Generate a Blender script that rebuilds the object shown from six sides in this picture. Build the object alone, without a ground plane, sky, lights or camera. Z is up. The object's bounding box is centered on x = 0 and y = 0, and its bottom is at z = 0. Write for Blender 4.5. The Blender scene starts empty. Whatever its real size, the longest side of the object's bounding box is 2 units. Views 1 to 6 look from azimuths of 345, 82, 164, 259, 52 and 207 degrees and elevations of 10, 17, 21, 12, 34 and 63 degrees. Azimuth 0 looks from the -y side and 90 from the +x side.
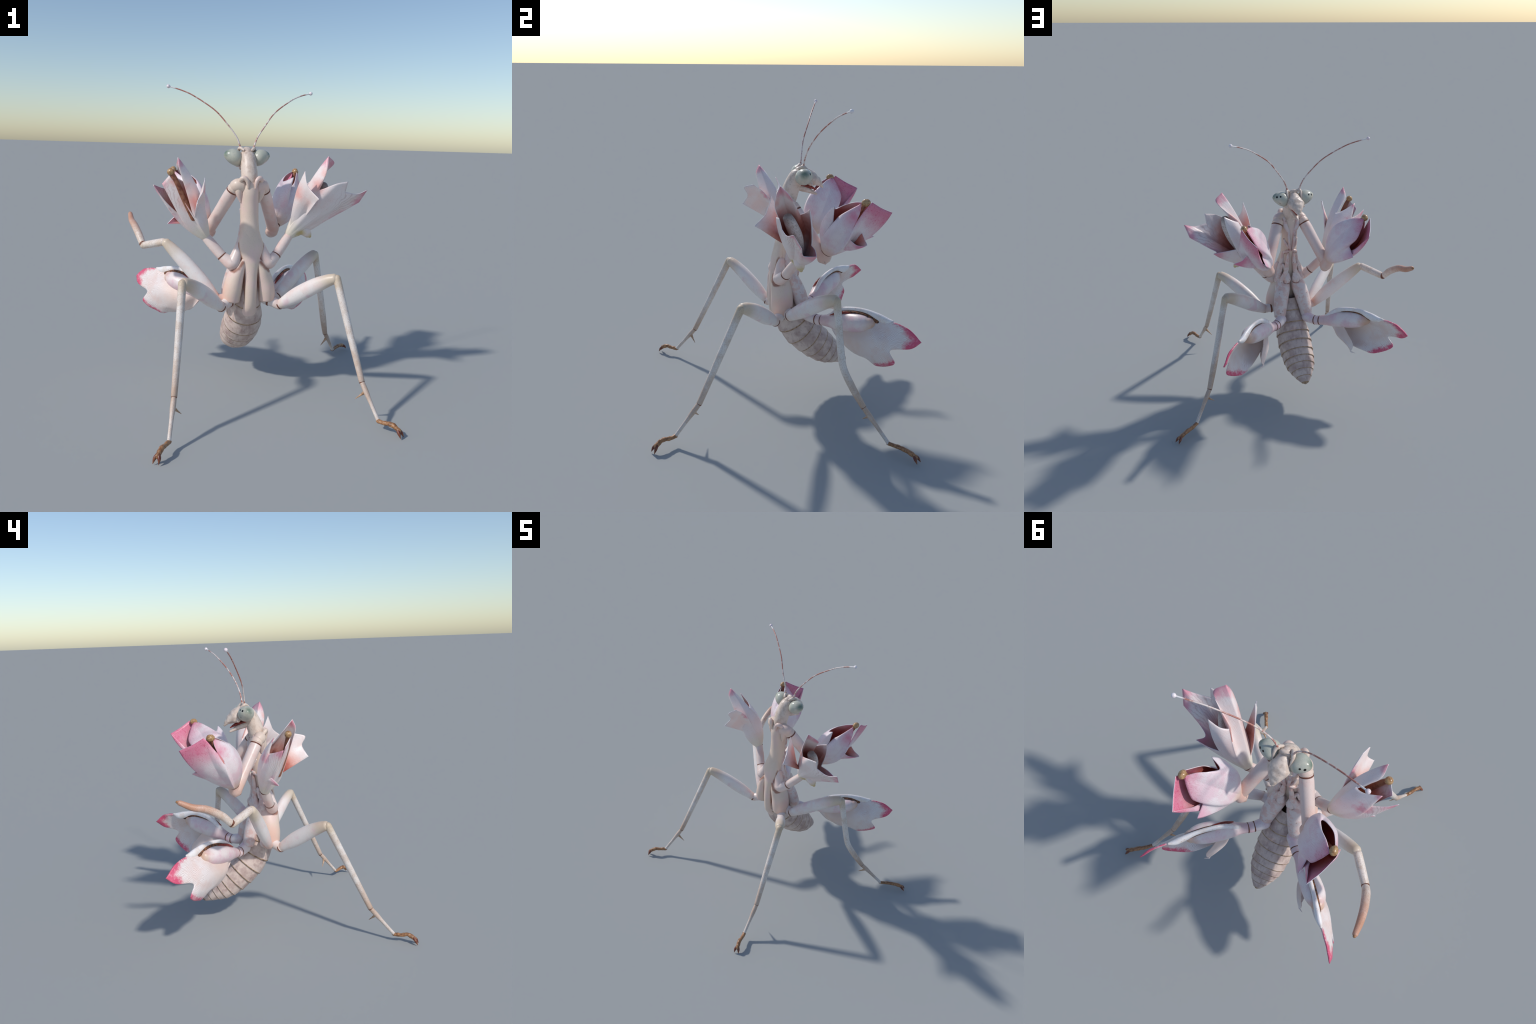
import bpy, math
import numpy as np
from mathutils import Vector

XC = -0.138                      # the mantis' plane of symmetry, x = XC
V = lambda *a: np.array(a, float)

def mir(p):
    """mirror a point across the body's plane of symmetry"""
    q = np.array(p, float).copy(); q[0] = 2 * XC - q[0]; return q

def side(s, pts):
    """control points are written for the +x side; s=-1 gives the other side"""
    return [np.array(p, float) if s > 0 else mir(p) for p in pts]

def unit(v):
    v = np.asarray(v, float); return v / (np.linalg.norm(v) + 1e-12)

# ------------------------------------------------------------------ splines
def catmull(P, n):
    P = np.asarray(P, float); m = len(P)
    if m == 2:
        t = np.linspace(0, 1, n)[:, None]; return P[0] * (1 - t) + P[1] * t
    E = np.vstack([2 * P[0] - P[1], P, 2 * P[-1] - P[-2]])
    t = np.linspace(0, m - 1, n); i = np.minimum(t.astype(int), m - 2); f = (t - i)[:, None]
    a, b, c, d = E[i], E[i + 1], E[i + 2], E[i + 3]
    return 0.5 * (2 * b + (c - a) * f + (2 * a - 5 * b + 4 * c - d) * f ** 2 + (3 * b - a - 3 * c + d) * f ** 3)

def along(P, vals, n):
    """resample path P (with per-point values) evenly by arc length"""
    Q = catmull(P, 400); W = catmull(vals, 400)
    s = np.r_[0, np.cumsum(np.linalg.norm(np.diff(Q, axis=0), axis=1))]
    t = np.linspace(0, s[-1], n)
    return (np.stack([np.interp(t, s, Q[:, k]) for k in range(3)], 1),
            np.stack([np.interp(t, s, W[:, k]) for k in range(W.shape[1])], 1))

# ------------------------------------------------------------------ lattice noise for relief
def vnoise(P, freq, seed):
    Q = np.asarray(P) * freq; i = np.floor(Q).astype(np.int64); f = Q - i; f = f * f * (3 - 2 * f)
    def h(a, b, c):
        n = (a * 374761393 + b * 668265263 + c * 2147483647 + seed * 974711) & 0x7fffffff
        n = ((n ^ (n >> 13)) * 1274126177) & 0x7fffffff
        return ((n ^ (n >> 16)) & 0xffff) / 65535.0 * 2 - 1
    o = 0
    for dx in (0, 1):
        for dy in (0, 1):
            for dz in (0, 1):
                w = (f[:, 0] if dx else 1 - f[:, 0]) * (f[:, 1] if dy else 1 - f[:, 1]) * (f[:, 2] if dz else 1 - f[:, 2])
                o = o + w * h(i[:, 0] + dx, i[:, 1] + dy, i[:, 2] + dz)
    return o

# ------------------------------------------------------------------ objects
coll = bpy.context.scene.collection
def make(name, verts, faces, mats, parent=None, slots=None, smooth=True):
    me = bpy.data.meshes.new(name); me.from_pydata([tuple(map(float, v)) for v in verts], [], faces)
    for m in mats: me.materials.append(m)
    if slots is not None: me.polygons.foreach_set('material_index', slots)
    me.polygons.foreach_set('use_smooth', [smooth] * len(me.polygons))
    me.validate(); me.update()
    ob = bpy.data.objects.new(name, me); coll.objects.link(ob)
    if parent is not None: ob.parent = parent
    return ob

def fix_normals(ob):
    import bmesh
    bm = bmesh.new(); bm.from_mesh(ob.data); bmesh.ops.recalc_face_normals(bm, faces=bm.faces[:])
    bm.to_mesh(ob.data); bm.free()

def tube_data(P, R, segs=24, n=40, ref=(0, 0, 1), caps=(1.0, 1.0), relief=None):
    R = [(r, r) if np.isscalar(r) else r for r in R]
    C, W = along(P, R, n)
    T = np.gradient(C, axis=0); T /= np.linalg.norm(T, axis=1)[:, None]
    A = np.cross(T, np.asarray(ref, float)); 
    for k in range(n):
        l = np.linalg.norm(A[k]); A[k] = A[k] / l if l > 1e-3 else (A[k - 1] if k else V(1, 0, 0))
    B = np.cross(A, T)
    if abs(ref[0]) > .9: A, B = B, A            # body parts: first radius across (x), second in the plane of symmetry
    rings = []
    def cap(k, sgn, bulge):
        out = []
        if bulge <= 0: return out
        for a in np.linspace(0, math.pi / 2, 7)[1:-1]:
            out.append((C[k] + T[k] * sgn * math.sin(a) * bulge * W[k].mean(), A[k], B[k], W[k] * math.cos(a)))
        return out
    rings += [x for x in reversed(cap(0, -1, caps[0]))]
    rings += [(C[k], A[k], B[k], W[k]) for k in range(n)]
    rings += cap(n - 1, 1, caps[1])
    th = np.linspace(0, 2 * math.pi, segs, endpoint=False)
    vs = [c + np.cos(th)[:, None] * a * w[0] + np.sin(th)[:, None] * b * w[1] for c, a, b, w in rings]
    m = len(vs); vs = np.vstack(vs)
    if relief is not None: vs = relief(vs, np.repeat(np.array([r[0] for r in rings]), segs, 0))
    fs = []
    for k in range(m - 1):
        for j in range(segs):
            j2 = (j + 1) % segs; fs.append((k * segs + j, k * segs + j2, (k + 1) * segs + j2, (k + 1) * segs + j))
    c0 = C[0] - T[0] * caps[0] * W[0].mean(); c1 = C[-1] + T[-1] * caps[1] * W[-1].mean()
    vs = np.vstack([vs, c0, c1]); q = m * segs
    for j in range(segs):
        j2 = (j + 1) % segs
        fs.append((q, j2, j)); fs.append((q + 1, (m - 1) * segs + j, (m - 1) * segs + j2))
    return vs, fs

def tube(name, P, R, mat, parent=None, **k):
    vs, fs = tube_data(P, R, **k)
    ob = make(name, vs, fs, [mat], parent); fix_normals(ob); return ob

def joined(name, datas, mat, parent=None):
    vs = []; fs = []; o = 0
    for v, f in datas:
        vs.append(v); fs += [tuple(i + o for i in x) for x in f]; o += len(v)
    ob = make(name, np.vstack(vs), fs, [mat], parent); fix_normals(ob); return ob

def shell_mesh(name, G, mats, parent, thick=0.006, wrap=False, away=None, thin_edge=0.5):
    """give a surface grid G[u,v] thickness; slot 0 outside, 1 inside, 2 rim"""
    nu, nv, _ = G.shape
    if wrap: du = (np.roll(G, -1, 0) - np.roll(G, 1, 0))
    else: du = np.gradient(G, axis=0)
    dv = np.gradient(G, axis=1)
    N = np.cross(du, dv); N /= (np.linalg.norm(N, axis=2)[..., None] + 1e-9)
    for _ in range(2):                                   # smooth the offset directions a little
        M = N.copy(); M[:, 1:-1] += N[:, 2:] + N[:, :-2]
        if wrap: M += np.roll(N, 1, 0) + np.roll(N, -1, 0)
        else: M[1:-1] += N[2:] + N[:-2]
        N = M / (np.linalg.norm(M, axis=2)[..., None] + 1e-9)
    if away is not None:
        c = np.asarray(away, float)
        if np.sum(N * (G - c)) < 0: N = -N
    t = np.full((nu, nv, 1), thick)
    e = np.clip((np.arange(nv)[::-1]) / 3.0, 0, 1) * (1 - thin_edge) + thin_edge
    t *= e[None, :, None]
    O = G + N * t / 2; I = G - N * t / 2
    vs = np.vstack([O.reshape(-1, 3), I.reshape(-1, 3)]); q = nu * nv
    fs = []; sl = []
    U = range(nu) if wrap else range(nu - 1)
    for i in U:
        i2 = (i + 1) % nu
        for j in range(nv - 1):
            a, b, c, d = i * nv + j, i2 * nv + j, i2 * nv + j + 1, i * nv + j + 1
            fs.append((a, b, c, d)); sl.append(0)
            fs.append((q + d, q + c, q + b, q + a)); sl.append(1)
        for j in (0, nv - 1):
            a, b = i * nv + j, i2 * nv + j
            fs.append((a, b, q + b, q + a) if j else (b, a, q + a, q + b)); sl.append(2)
    if not wrap:
        for i in (0, nu - 1):
            for j in range(nv - 1):
                a, b = i * nv + j, i * nv + j + 1
                fs.append((a, b, q + b, q + a)); sl.append(2)
    ob = make(name, vs, fs, mats, parent, sl); fix_normals_keep(ob); return ob

def fix_normals_keep(ob):
    fix_normals(ob)

def cup(name, base, r, axis, e1, keys, mats, parent, nu=200, nv=26, thick=0.006):
    """sheath lofted from a base ring to a lobed rim.
    keys: (rim point, angle on the base ring in degrees, bulge, corner?)"""
    a = unit(axis); e1 = unit(np.asarray(e1) - a * np.dot(e1, a)); e2 = np.cross(a, e1)
    base = np.asarray(base, float)
    k = list(keys); k.append((k[0][0], k[0][1] + (360 if k[-1][1] > k[0][1] else -360), k[0][2], k[0][3]))
    # rim: spline pieces between corners
    rows = np.array([[*p, th, bu] for p, th, bu, c in k], float)
    corners = [i for i, x in enumerate(k) if x[3] or i in (0, len(k) - 1)]
    ln = np.r_[0, np.cumsum(np.linalg.norm(np.diff(rows[:, :3], axis=0), axis=1) + 0.02)]
    S = []
    for c0, c1 in zip(corners[:-1], corners[1:]):
        m = max(4, int(round(nu * (ln[c1] - ln[c0]) / ln[-1])))
        S.append(catmull(rows[c0:c1 + 1], m + 1)[:-1])
    S = np.vstack(S); rim = S[:, :3]; th = np.radians(S[:, 3]); bu = S[:, 4]
    rad = np.cos(th)[:, None] * e1 + np.sin(th)[:, None] * e2
    b = base + rad * r
    mid = (b + rim) / 2 + rad * bu[:, None]
    v = np.linspace(0, 1, nv)[None, :, None]
    l0 = 2 * (v - .5) * (v - 1); l1 = -4 * v * (v - 1); l2 = 2 * v * (v - .5)
    G = b[:, None] * l0 + mid[:, None] * l1 + rim[:, None] * l2
    cen = np.repeat((base - a * r * 0.5)[None, None], len(b), 0)
    ring = base + rad[:, None] * r * 0.8 - a * r * 0.25
    G = np.concatenate([cen * 0.98 + ring * 0.02, ring, G], 1)
    return shell_mesh(name, G, mats, parent, thick, True, base + a * 0.12)

def sheet(name, cols, mats, parent, nu=40, nv=40, thick=0.006, away=None, wob=0.0, seed=1):
    """petal: columns of control points (base -> margin), splined both ways"""
    A = np.array([catmull(c, nv) for c in cols])
    G = np.stack([catmull(A[:, j], nu) for j in range(nv)], 1)
    if wob:
        w = vnoise(G.reshape(-1, 3), 22, seed).reshape(nu, nv, 1)
        du = np.gradient(G, axis=0); dv = np.gradient(G, axis=1); N = np.cross(du, dv)
        N /= np.linalg.norm(N, axis=2)[..., None] + 1e-9
        G = G + N * w * wob * np.linspace(0, 1, nv)[None, :, None]
    return shell_mesh(name, G, mats, parent, thick, False, away)

def ball(c, r, segs=20, rings=14, stretch=(1, 1, 1), fn=None):
    vs = []; fs = []
    for i in range(rings + 1):
        a = math.pi * i / rings
        for j in range(segs):
            b = 2 * math.pi * j / segs
            vs.append((math.cos(a), math.sin(a) * math.cos(b), math.sin(a) * math.sin(b)))
    for i in range(rings):
        for j in range(segs):
            j2 = (j + 1) % segs; fs.append((i * segs + j, i * segs + j2, (i + 1) * segs + j2, (i + 1) * segs + j))
    vs = np.array(vs)
    if fn is not None: vs = fn(vs)
    return np.asarray(c) + vs * r * np.asarray(stretch), fs

# ------------------------------------------------------------------ materials
def lin(c):
    c = np.array(c, float) / 255.0
    return tuple(np.where(c <= 0.04045, c / 12.92, ((c + 0.055) / 1.055) ** 2.4)) + (1.0,)

class Nodes:
    def __init__(self, name):
        self.m = bpy.data.materials.new(name); self.m.use_nodes = True
        self.t = self.m.node_tree; self.n = self.t.nodes; self.n.clear()
        self.out = self.n.new('ShaderNodeOutputMaterial'); self.b = self.n.new('ShaderNodeBsdfPrincipled')
        self.t.links.new(self.b.outputs[0], self.out.inputs[0])
        self.co = self.n.new('ShaderNodeTexCoord').outputs['Object']
    def link(self, a, b): self.t.links.new(a, b)
    def val(self, sock, v):
        if hasattr(v, 'is_linked') or isinstance(v, bpy.types.NodeSocket): self.link(v, sock)
        else: sock.default_value = v
    def math(self, op, a, b=0.0, c=None, clamp=False):
        n = self.n.new('ShaderNodeMath'); n.operation = op; n.use_clamp = clamp
        self.val(n.inputs[0], a); self.val(n.inputs[1], b)
        if c is not None: self.val(n.inputs[2], c)
        return n.outputs[0]
    def vmath(self, op, a, b, out=0):
        n = self.n.new('ShaderNodeVectorMath'); n.operation = op
        self.val(n.inputs[0], a); self.val(n.inputs[1], b); return n.outputs[out]
    def noise(self, scale, detail=3.0, rough=0.55, vec=None, stretch=None, dist=0.0):
        v = vec if vec is not None else self.co
        if stretch is not None:
            mp = self.n.new('ShaderNodeMapping'); mp.inputs['Scale'].default_value = stretch; self.link(v, mp.inputs[0]); v = mp.outputs[0]
        n = self.n.new('ShaderNodeTexNoise'); self.link(v, n.inputs['Vector'])
        n.inputs['Scale'].default_value = scale; n.inputs['Detail'].default_value = detail
        n.inputs['Roughness'].default_value = rough; n.inputs['Distortion'].default_value = dist
        return n.outputs['Fac']
    def ramp(self, f, a, b):
        n = self.n.new('ShaderNodeMapRange'); n.interpolation_type = 'SMOOTHSTEP'
        self.val(n.inputs['Value'], f); n.inputs['From Min'].default_value = a; n.inputs['From Max'].default_value = b
        return n.outputs['Result']
    def mix(self, f, a, b):
        n = self.n.new('ShaderNodeMix'); n.data_type = 'RGBA'; self.val(n.inputs['Factor'], f)
        self.val(n.inputs['A'], a) if False else None
        A = [i for i in n.inputs if i.name == 'A' and i.type == 'RGBA'][0]; B = [i for i in n.inputs if i.name == 'B' and i.type == 'RGBA'][0]
        self.val(A, a); self.val(B, b)
        return [o for o in n.outputs if o.type == 'RGBA'][0]
    def near(self, pts, jitter=0.0, jscale=25.0):
        """1 within r0 of any point, fading to 0 at r1"""
        j = self.math('MULTIPLY', self.math('SUBTRACT', self.noise(jscale, 4.0, 0.65), 0.5), jitter * 2) if jitter else None
        res = None
        for p, r0, r1 in pts:
            d = self.vmath('DISTANCE', self.co, tuple(map(float, p)), 'Value')
            if j is not None: d = self.math('ADD', d, j)
            k = self.ramp(d, r1, r0)
            res = k if res is None else self.math('MAXIMUM', res, k)
        return res

def _seg_mask(N, segs, jitter=0.0, jscale=25.0):
    """1 within r0 of any line segment (a, b, r0, r1), fading to 0 at r1"""
    j = N.math('MULTIPLY', N.math('SUBTRACT', N.noise(jscale, 4.0, 0.65), 0.5), jitter * 2) if jitter else None
    res = None
    for a, b, r0, r1 in segs:
        a = np.asarray(a, float); b = np.asarray(b, float); ab = b - a
        pa = N.vmath('SUBTRACT', N.co, tuple(map(float, a)))
        h = N.math('DIVIDE', N.vmath('DOT_PRODUCT', pa, tuple(map(float, ab)), 'Value'), float(ab @ ab), clamp=True)
        sc = N.n.new('ShaderNodeVectorMath'); sc.operation = 'SCALE'; sc.inputs[0].default_value = tuple(map(float, ab)); N.link(h, sc.inputs['Scale'])
        d = N.vmath('DISTANCE', pa, sc.outputs[0], 'Value')
        if j is not None: d = N.math('ADD', d, j)
        k = N.ramp(d, r1, r0); res = k if res is None else N.math('MAXIMUM', res, k)
    return res

def poly(pts, r0, r1):
    return [(a, b, r0, r1) for a, b in zip(pts[:-1], pts[1:])]

def material(name, base, alt=None, alt_scale=9.0, alt_lim=(0.42, 0.68), layers=(), rough=0.38, bump=0.12, bump_scale=120.0, spec=0.5, coat=0.0):
    N = Nodes(name)
    col = lin(base)
    if alt is not None: col = N.mix(N.ramp(N.noise(alt_scale, 4.0, 0.6), *alt_lim), lin(base), lin(alt))
    heights = []
    for L in layers:
        k = L['k']
        if k == 'near': f = N.near(L['pts'], L.get('jit', 0.0), L.get('js', 25.0))
        elif k == 'seg': f = _seg_mask(N, L['segs'], L.get('jit', 0.0), L.get('js', 25.0))
        elif k == 'speck': f = N.ramp(N.noise(L['scale'], L.get('detail', 2.0), 0.6, stretch=L.get('stretch')), L['lo'], L['hi'])
        elif k == 'fan':
            d = N.vmath('SUBTRACT', N.co, tuple(map(float, L['c'])))
            x = N.vmath('DOT_PRODUCT', d, tuple(map(float, L['ex'])), 'Value'); y = N.vmath('DOT_PRODUCT', d, tuple(map(float, L['ey'])), 'Value')
            a = N.math('ARCTAN2', x, y)
            a = N.math('ADD', N.math('MULTIPLY', a, L['freq']), N.math('MULTIPLY', N.noise(L.get('ns', 16.0), 3.0), L.get('wob', 9.0)))
            s = N.math('ABSOLUTE', N.math('SINE', a)); f = N.ramp(s, L.get('w', 0.38), 0.0); heights.append((f, -0.4))
        if 'within' in L: f = N.math('MULTIPLY', f, N.near(L['within'], L.get('wjit', 0.0)))
        if 'break' in L: f = N.math('MULTIPLY', f, N.ramp(N.noise(L['break'], 3.0), 0.38, 0.6))
        f = N.math('MULTIPLY', f, L.get('s', 1.0), clamp=True)
        col = N.mix(f, col, lin(L['col']))
    N.val(N.b.inputs['Base Color'], col)
    N.b.inputs['Roughness'].default_value = rough; N.b.inputs['Specular IOR Level'].default_value = spec
    N.b.inputs['Coat Weight'].default_value = coat; N.b.inputs['Coat Roughness'].default_value = 0.15
    if bump:
        h = N.noise(bump_scale, 4.0, 0.6)
        for f, w in heights: h = N.math('ADD', h, N.math('MULTIPLY', f, w))
        bn = N.n.new('ShaderNodeBump'); bn.inputs['Strength'].default_value = bump; bn.inputs['Distance'].default_value = 0.004
        N.link(h, bn.inputs['Height']); N.link(bn.outputs[0], N.b.inputs['Normal'])
    return N.m

CREAM = (227, 206, 189); WHITE = (238, 230, 226); PINKISH = (231, 202, 194); SEAM = (128, 78, 58)
HOT = (216, 62, 108); RED = (176, 66, 52); DARKRED = (92, 38, 32); TAN = (204, 182, 152); BROWN = (138, 96, 62)

blush = dict(k='speck', scale=9, lo=0.60, hi=0.74, col=(226, 182, 194), s=0.5)
speck = dict(k='speck', scale=260, lo=0.62, hi=0.72, col=(176, 140, 124), s=0.5)
_edge = [(XC + .092, .03, 1.010), (XC + .080, .022, .945), (XC + .062, .016, .895), (XC + .048, .012, .838), (XC + .046, .010, .767), (XC + .047, .012, .682), (XC + .050, .02, .620)]
_cuff = [(XC + .060, .0, .885), (XC + .085, -.005, .850), (XC + .115, .0, .832), (XC + .145, .04, .838), (XC + .14, .10, .845)]
seams = []  # brown crease lines: ambient occlusion painted into the shell colour
for s in (1, -1): seams += poly(side(s, _edge), .005, .020) + poly(side(s, _cuff), .005, .019)
m_body = material('body_shell', CREAM, PINKISH, 8, layers=[speck, dict(k='near', pts=[(p, .01, .11) for q in (1, -1) for p in side(q, [(XC + .15, .06, .70), (XC + .16, .05, .64)])], jit=.04, js=18, col=(232, 182, 164), s=.6), dict(k='seg', segs=seams, jit=.004, js=60, col=(146, 88, 66), s=.85)])
m_chest = material('chest_shell', (226, 210, 206), (222, 188, 180), 22, (0.45, 0.6), layers=[
    dict(k='speck', scale=34, lo=0.66, hi=0.72, col=(158, 104, 88), s=0.6), speck,
    dict(k='near', pts=[(p, .006, .016) for q in (1, -1) for p in side(q, [(XC + .040, .135, 1.098), (XC + .012, .15, 1.14), (XC + .045, .225, .760)])], jit=.006, js=60, col=(150, 62, 50), s=.8),
    dict(k='seg', segs=[s_ for q in (1, -1) for s_ in poly(side(q, [(XC + .005, .15, .872), (XC + .03, .18, .868), (XC + .065, .16, .872), (XC + .10, .14, .85)]), .003, .010)], jit=.004, js=60, col=(140, 84, 66), s=.8)], bump=0.35, bump_scale=60)
m_seam = material('joint_ring', SEAM, (96, 54, 40), 60, rough=0.5)
m_head = material('head_shell', (224, 206, 192), (206, 184, 168), 30, layers=[
    dict(k='speck', scale=70, lo=0.60, hi=0.72, col=(158, 122, 104), s=0.55, detail=5.0),
    dict(k='near', pts=[(p, .054, .064) for q in (1, -1) for p in side(q, [(XC + .092, .19, 1.550)])], jit=.004, js=60, col=(132, 88, 70), s=.75)], bump=0.45, bump_scale=70)
m_mouth = material('mouth', (150, 54, 42), DARKRED, 60, rough=0.3)
m_abd = material('abdomen_shell', (214, 194, 184), (188, 164, 156), 14, (0.4, 0.65), layers=[
    dict(k='speck', scale=30, lo=0.46, hi=0.72, col=(158, 128, 124), s=0.65, detail=6.0, stretch=(1.6, .6, .6)), speck], bump=0.3, bump_scale=90, rough=0.5)
m_abdrim = material('abdomen_segment_edge', (186, 158, 132), (132, 100, 78), 60, rough=0.5)
m_gold = material('golden_knob', (190, 152, 106), (146, 104, 66), 70, (0.4, 0.7), rough=0.25, bump=0.2, bump_scale=180, coat=0.3)
m_rod = material('brown_rod', (156, 104, 78), (116, 62, 46), 40, rough=0.4)
m_rim = material('petal_rim', (242, 234, 236), (236, 214, 218), 20, rough=0.35, bump=0)
m_foot = material('foot_shell', (172, 124, 84), (124, 82, 52), 60, (0.4, 0.65), layers=[
    dict(k='speck', scale=180, lo=0.55, hi=0.7, col=(196, 160, 124), s=0.6)], rough=0.35, bump=0.4, bump_scale=140)

m_claw = material('claw_shell', (134, 84, 56), (104, 46, 36), 50, (0.42, 0.6), rough=0.3, bump=0.3, bump_scale=140)

# ================================================================== the mantis
root = bpy.data.objects.new('orchid_mantis', None); coll.objects.link(root)
root['label'] = 'pale pink flower mantis with petal limbs, standing upright'
root['category'] = 'insect'

BX = (1, 0, 0)
def yz(pts): return [V(XC, y, z) for y, z in pts]

# ---------------- thorax: one upright tapering barrel, a dorsal plate, a chest
thorax = tube('thorax', yz([(.100, 1.42), (.098, 1.385), (.097, 1.33), (.097, 1.25), (.09, 1.15), (.072, 1.06), (.062, .98), (.06, .90), (.055, .80), (.05, .70), (.06, .60)]),
     [(.040, .030), (.054, .050), (.060, .062), (.059, .060), (.060, .058), (.064, .060), (.076, .062), (.072, .062), (.062, .055), (.056, .050), (.052, .045)],
     m_body, root, ref=BX, segs=48, n=70)

# dorsal plate narrowing to a keel between the hips
tube('pronotum', yz([(.062, 1.11), (.050, 1.05), (.036, .985), (.032, .945), (.028, .90), (.022, .80), (.020, .70), (.03, .60), (.045, .55)]),
     [(.052, .03), (.070, .038), (.089, .040), (.080, .042), (.063, .043), (.047, .044), (.044, .044), (.046, .043), (.05, .03)],
     m_body, root, ref=BX, segs=40, n=60)

# chest relief
chest = []
for s in (1, -1):
    # long plates fanning from the midline to the hips, side loops, paired small plates, upper bars
    chest.append(tube_data(side(s, [(XC + .022, .142, 1.10), (XC + .024, .142, 1.06), (XC + .030, .138, 1.005), (XC + .036, .140, .958), (XC + .060, .142, .905), (XC + .078, .140, .875)]), [(.010, .010), (.014, .014), (.018, .016), (.020, .018), (.024, .020), (.020, .016)], n=34, segs=16))
    chest.append(tube_data(side(s, [(XC + .048, .105, 1.10), (XC + .056, .095, 1.03), (XC + .072, .09, .96), (XC + .088, .095, .88)]), [.014, .018, .026, .032], n=24, segs=16))
    chest.append(tube_data(side(s, [(XC + .072, .118, .945), (XC + .066, .122, .985), (XC + .058, .122, 1.008), (XC + .050, .126, 1.000), (XC + .048, .132, .970)]), [.007, .009, .010, .009, .007], n=24, segs=12))
    chest.append(tube_data(side(s, [(XC + .026, .150, .935), (XC + .032, .156, .905), (XC + .036, .155, .880)]), [.014, .028, .026], n=14, segs=16))
    chest.append(tube_data(side(s, [(XC + .020, .152, 1.30), (XC + .022, .158, 1.25), (XC + .018, .158, 1.20), (XC + .010, .152, 1.13)]), [.008, .011, .011, .008], n=24, segs=12))
    chest.append(tube_data(side(s, [(XC + .048, .125, 1.215), (XC + .036, .142, 1.18), (XC + .020, .150, 1.155)]), [.010, .012, .009], n=16, segs=12))
    chest.append(tube_data(side(s, [(XC + .048, .120, 1.105), (XC + .036, .138, 1.118), (XC + .015, .148, 1.128)]), [.011, .012, .009], n=16, segs=12))
    chest.append(tube_data(side(s, [(XC + .052, .13, 1.38), (XC + .045, .148, 1.33), (XC + .028, .155, 1.29)]), [.014, .018, .012], n=14, segs=12))
joined('chest', chest, m_chest, thorax)

# ---------------- head
def face_relief(vs, cen):
    d = vs - cen; l = np.linalg.norm(d, axis=1)[:, None] + 1e-9
    return vs + d / l * (vnoise(vs, 55, 5) * .0030 + vnoise(vs, 120, 6) * .0015)[:, None]
head = tube('head', yz([(.100, 1.36), (.108, 1.41), (.120, 1.455), (.140, 1.50), (.163, 1.54), (.184, 1.57), (.196, 1.596)]),
     [(.050, .050), (.053, .056), (.053, .056), (.052, .055), (.050, .052), (.044, .036), (.03, .014)], m_head, root, ref=BX, segs=36, n=40)
tube('face', yz([(.175, 1.558), (.215, 1.546), (.248, 1.528), (.270, 1.516), (.290, 1.506), (.311, 1.489), (.327, 1.470)]),
     [(.034, .046), (.042, .049), (.060, .048), (.060, .042), (.046, .032), (.031, .020), (.016, .009)], m_head, head, ref=BX, segs=36, n=40, relief=face_relief)
tube('lower_jaw', yz([(.170, 1.470), (.200, 1.460), (.235, 1.447), (.262, 1.434), (.290, 1.421)]),
     [(.030, .022), (.036, .023), (.030, .018), (.020, .013), (.010, .008)], m_head, head, ref=BX, segs=24, n=24)
tube('mouth', yz([(.19, 1.485), (.235, 1.474), (.265, 1.462), (.289, 1.448)]), [(.03, .014), (.026, .012), (.016, .009), (.005, .004)], m_mouth, head, ref=BX, segs=18, n=18)
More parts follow.
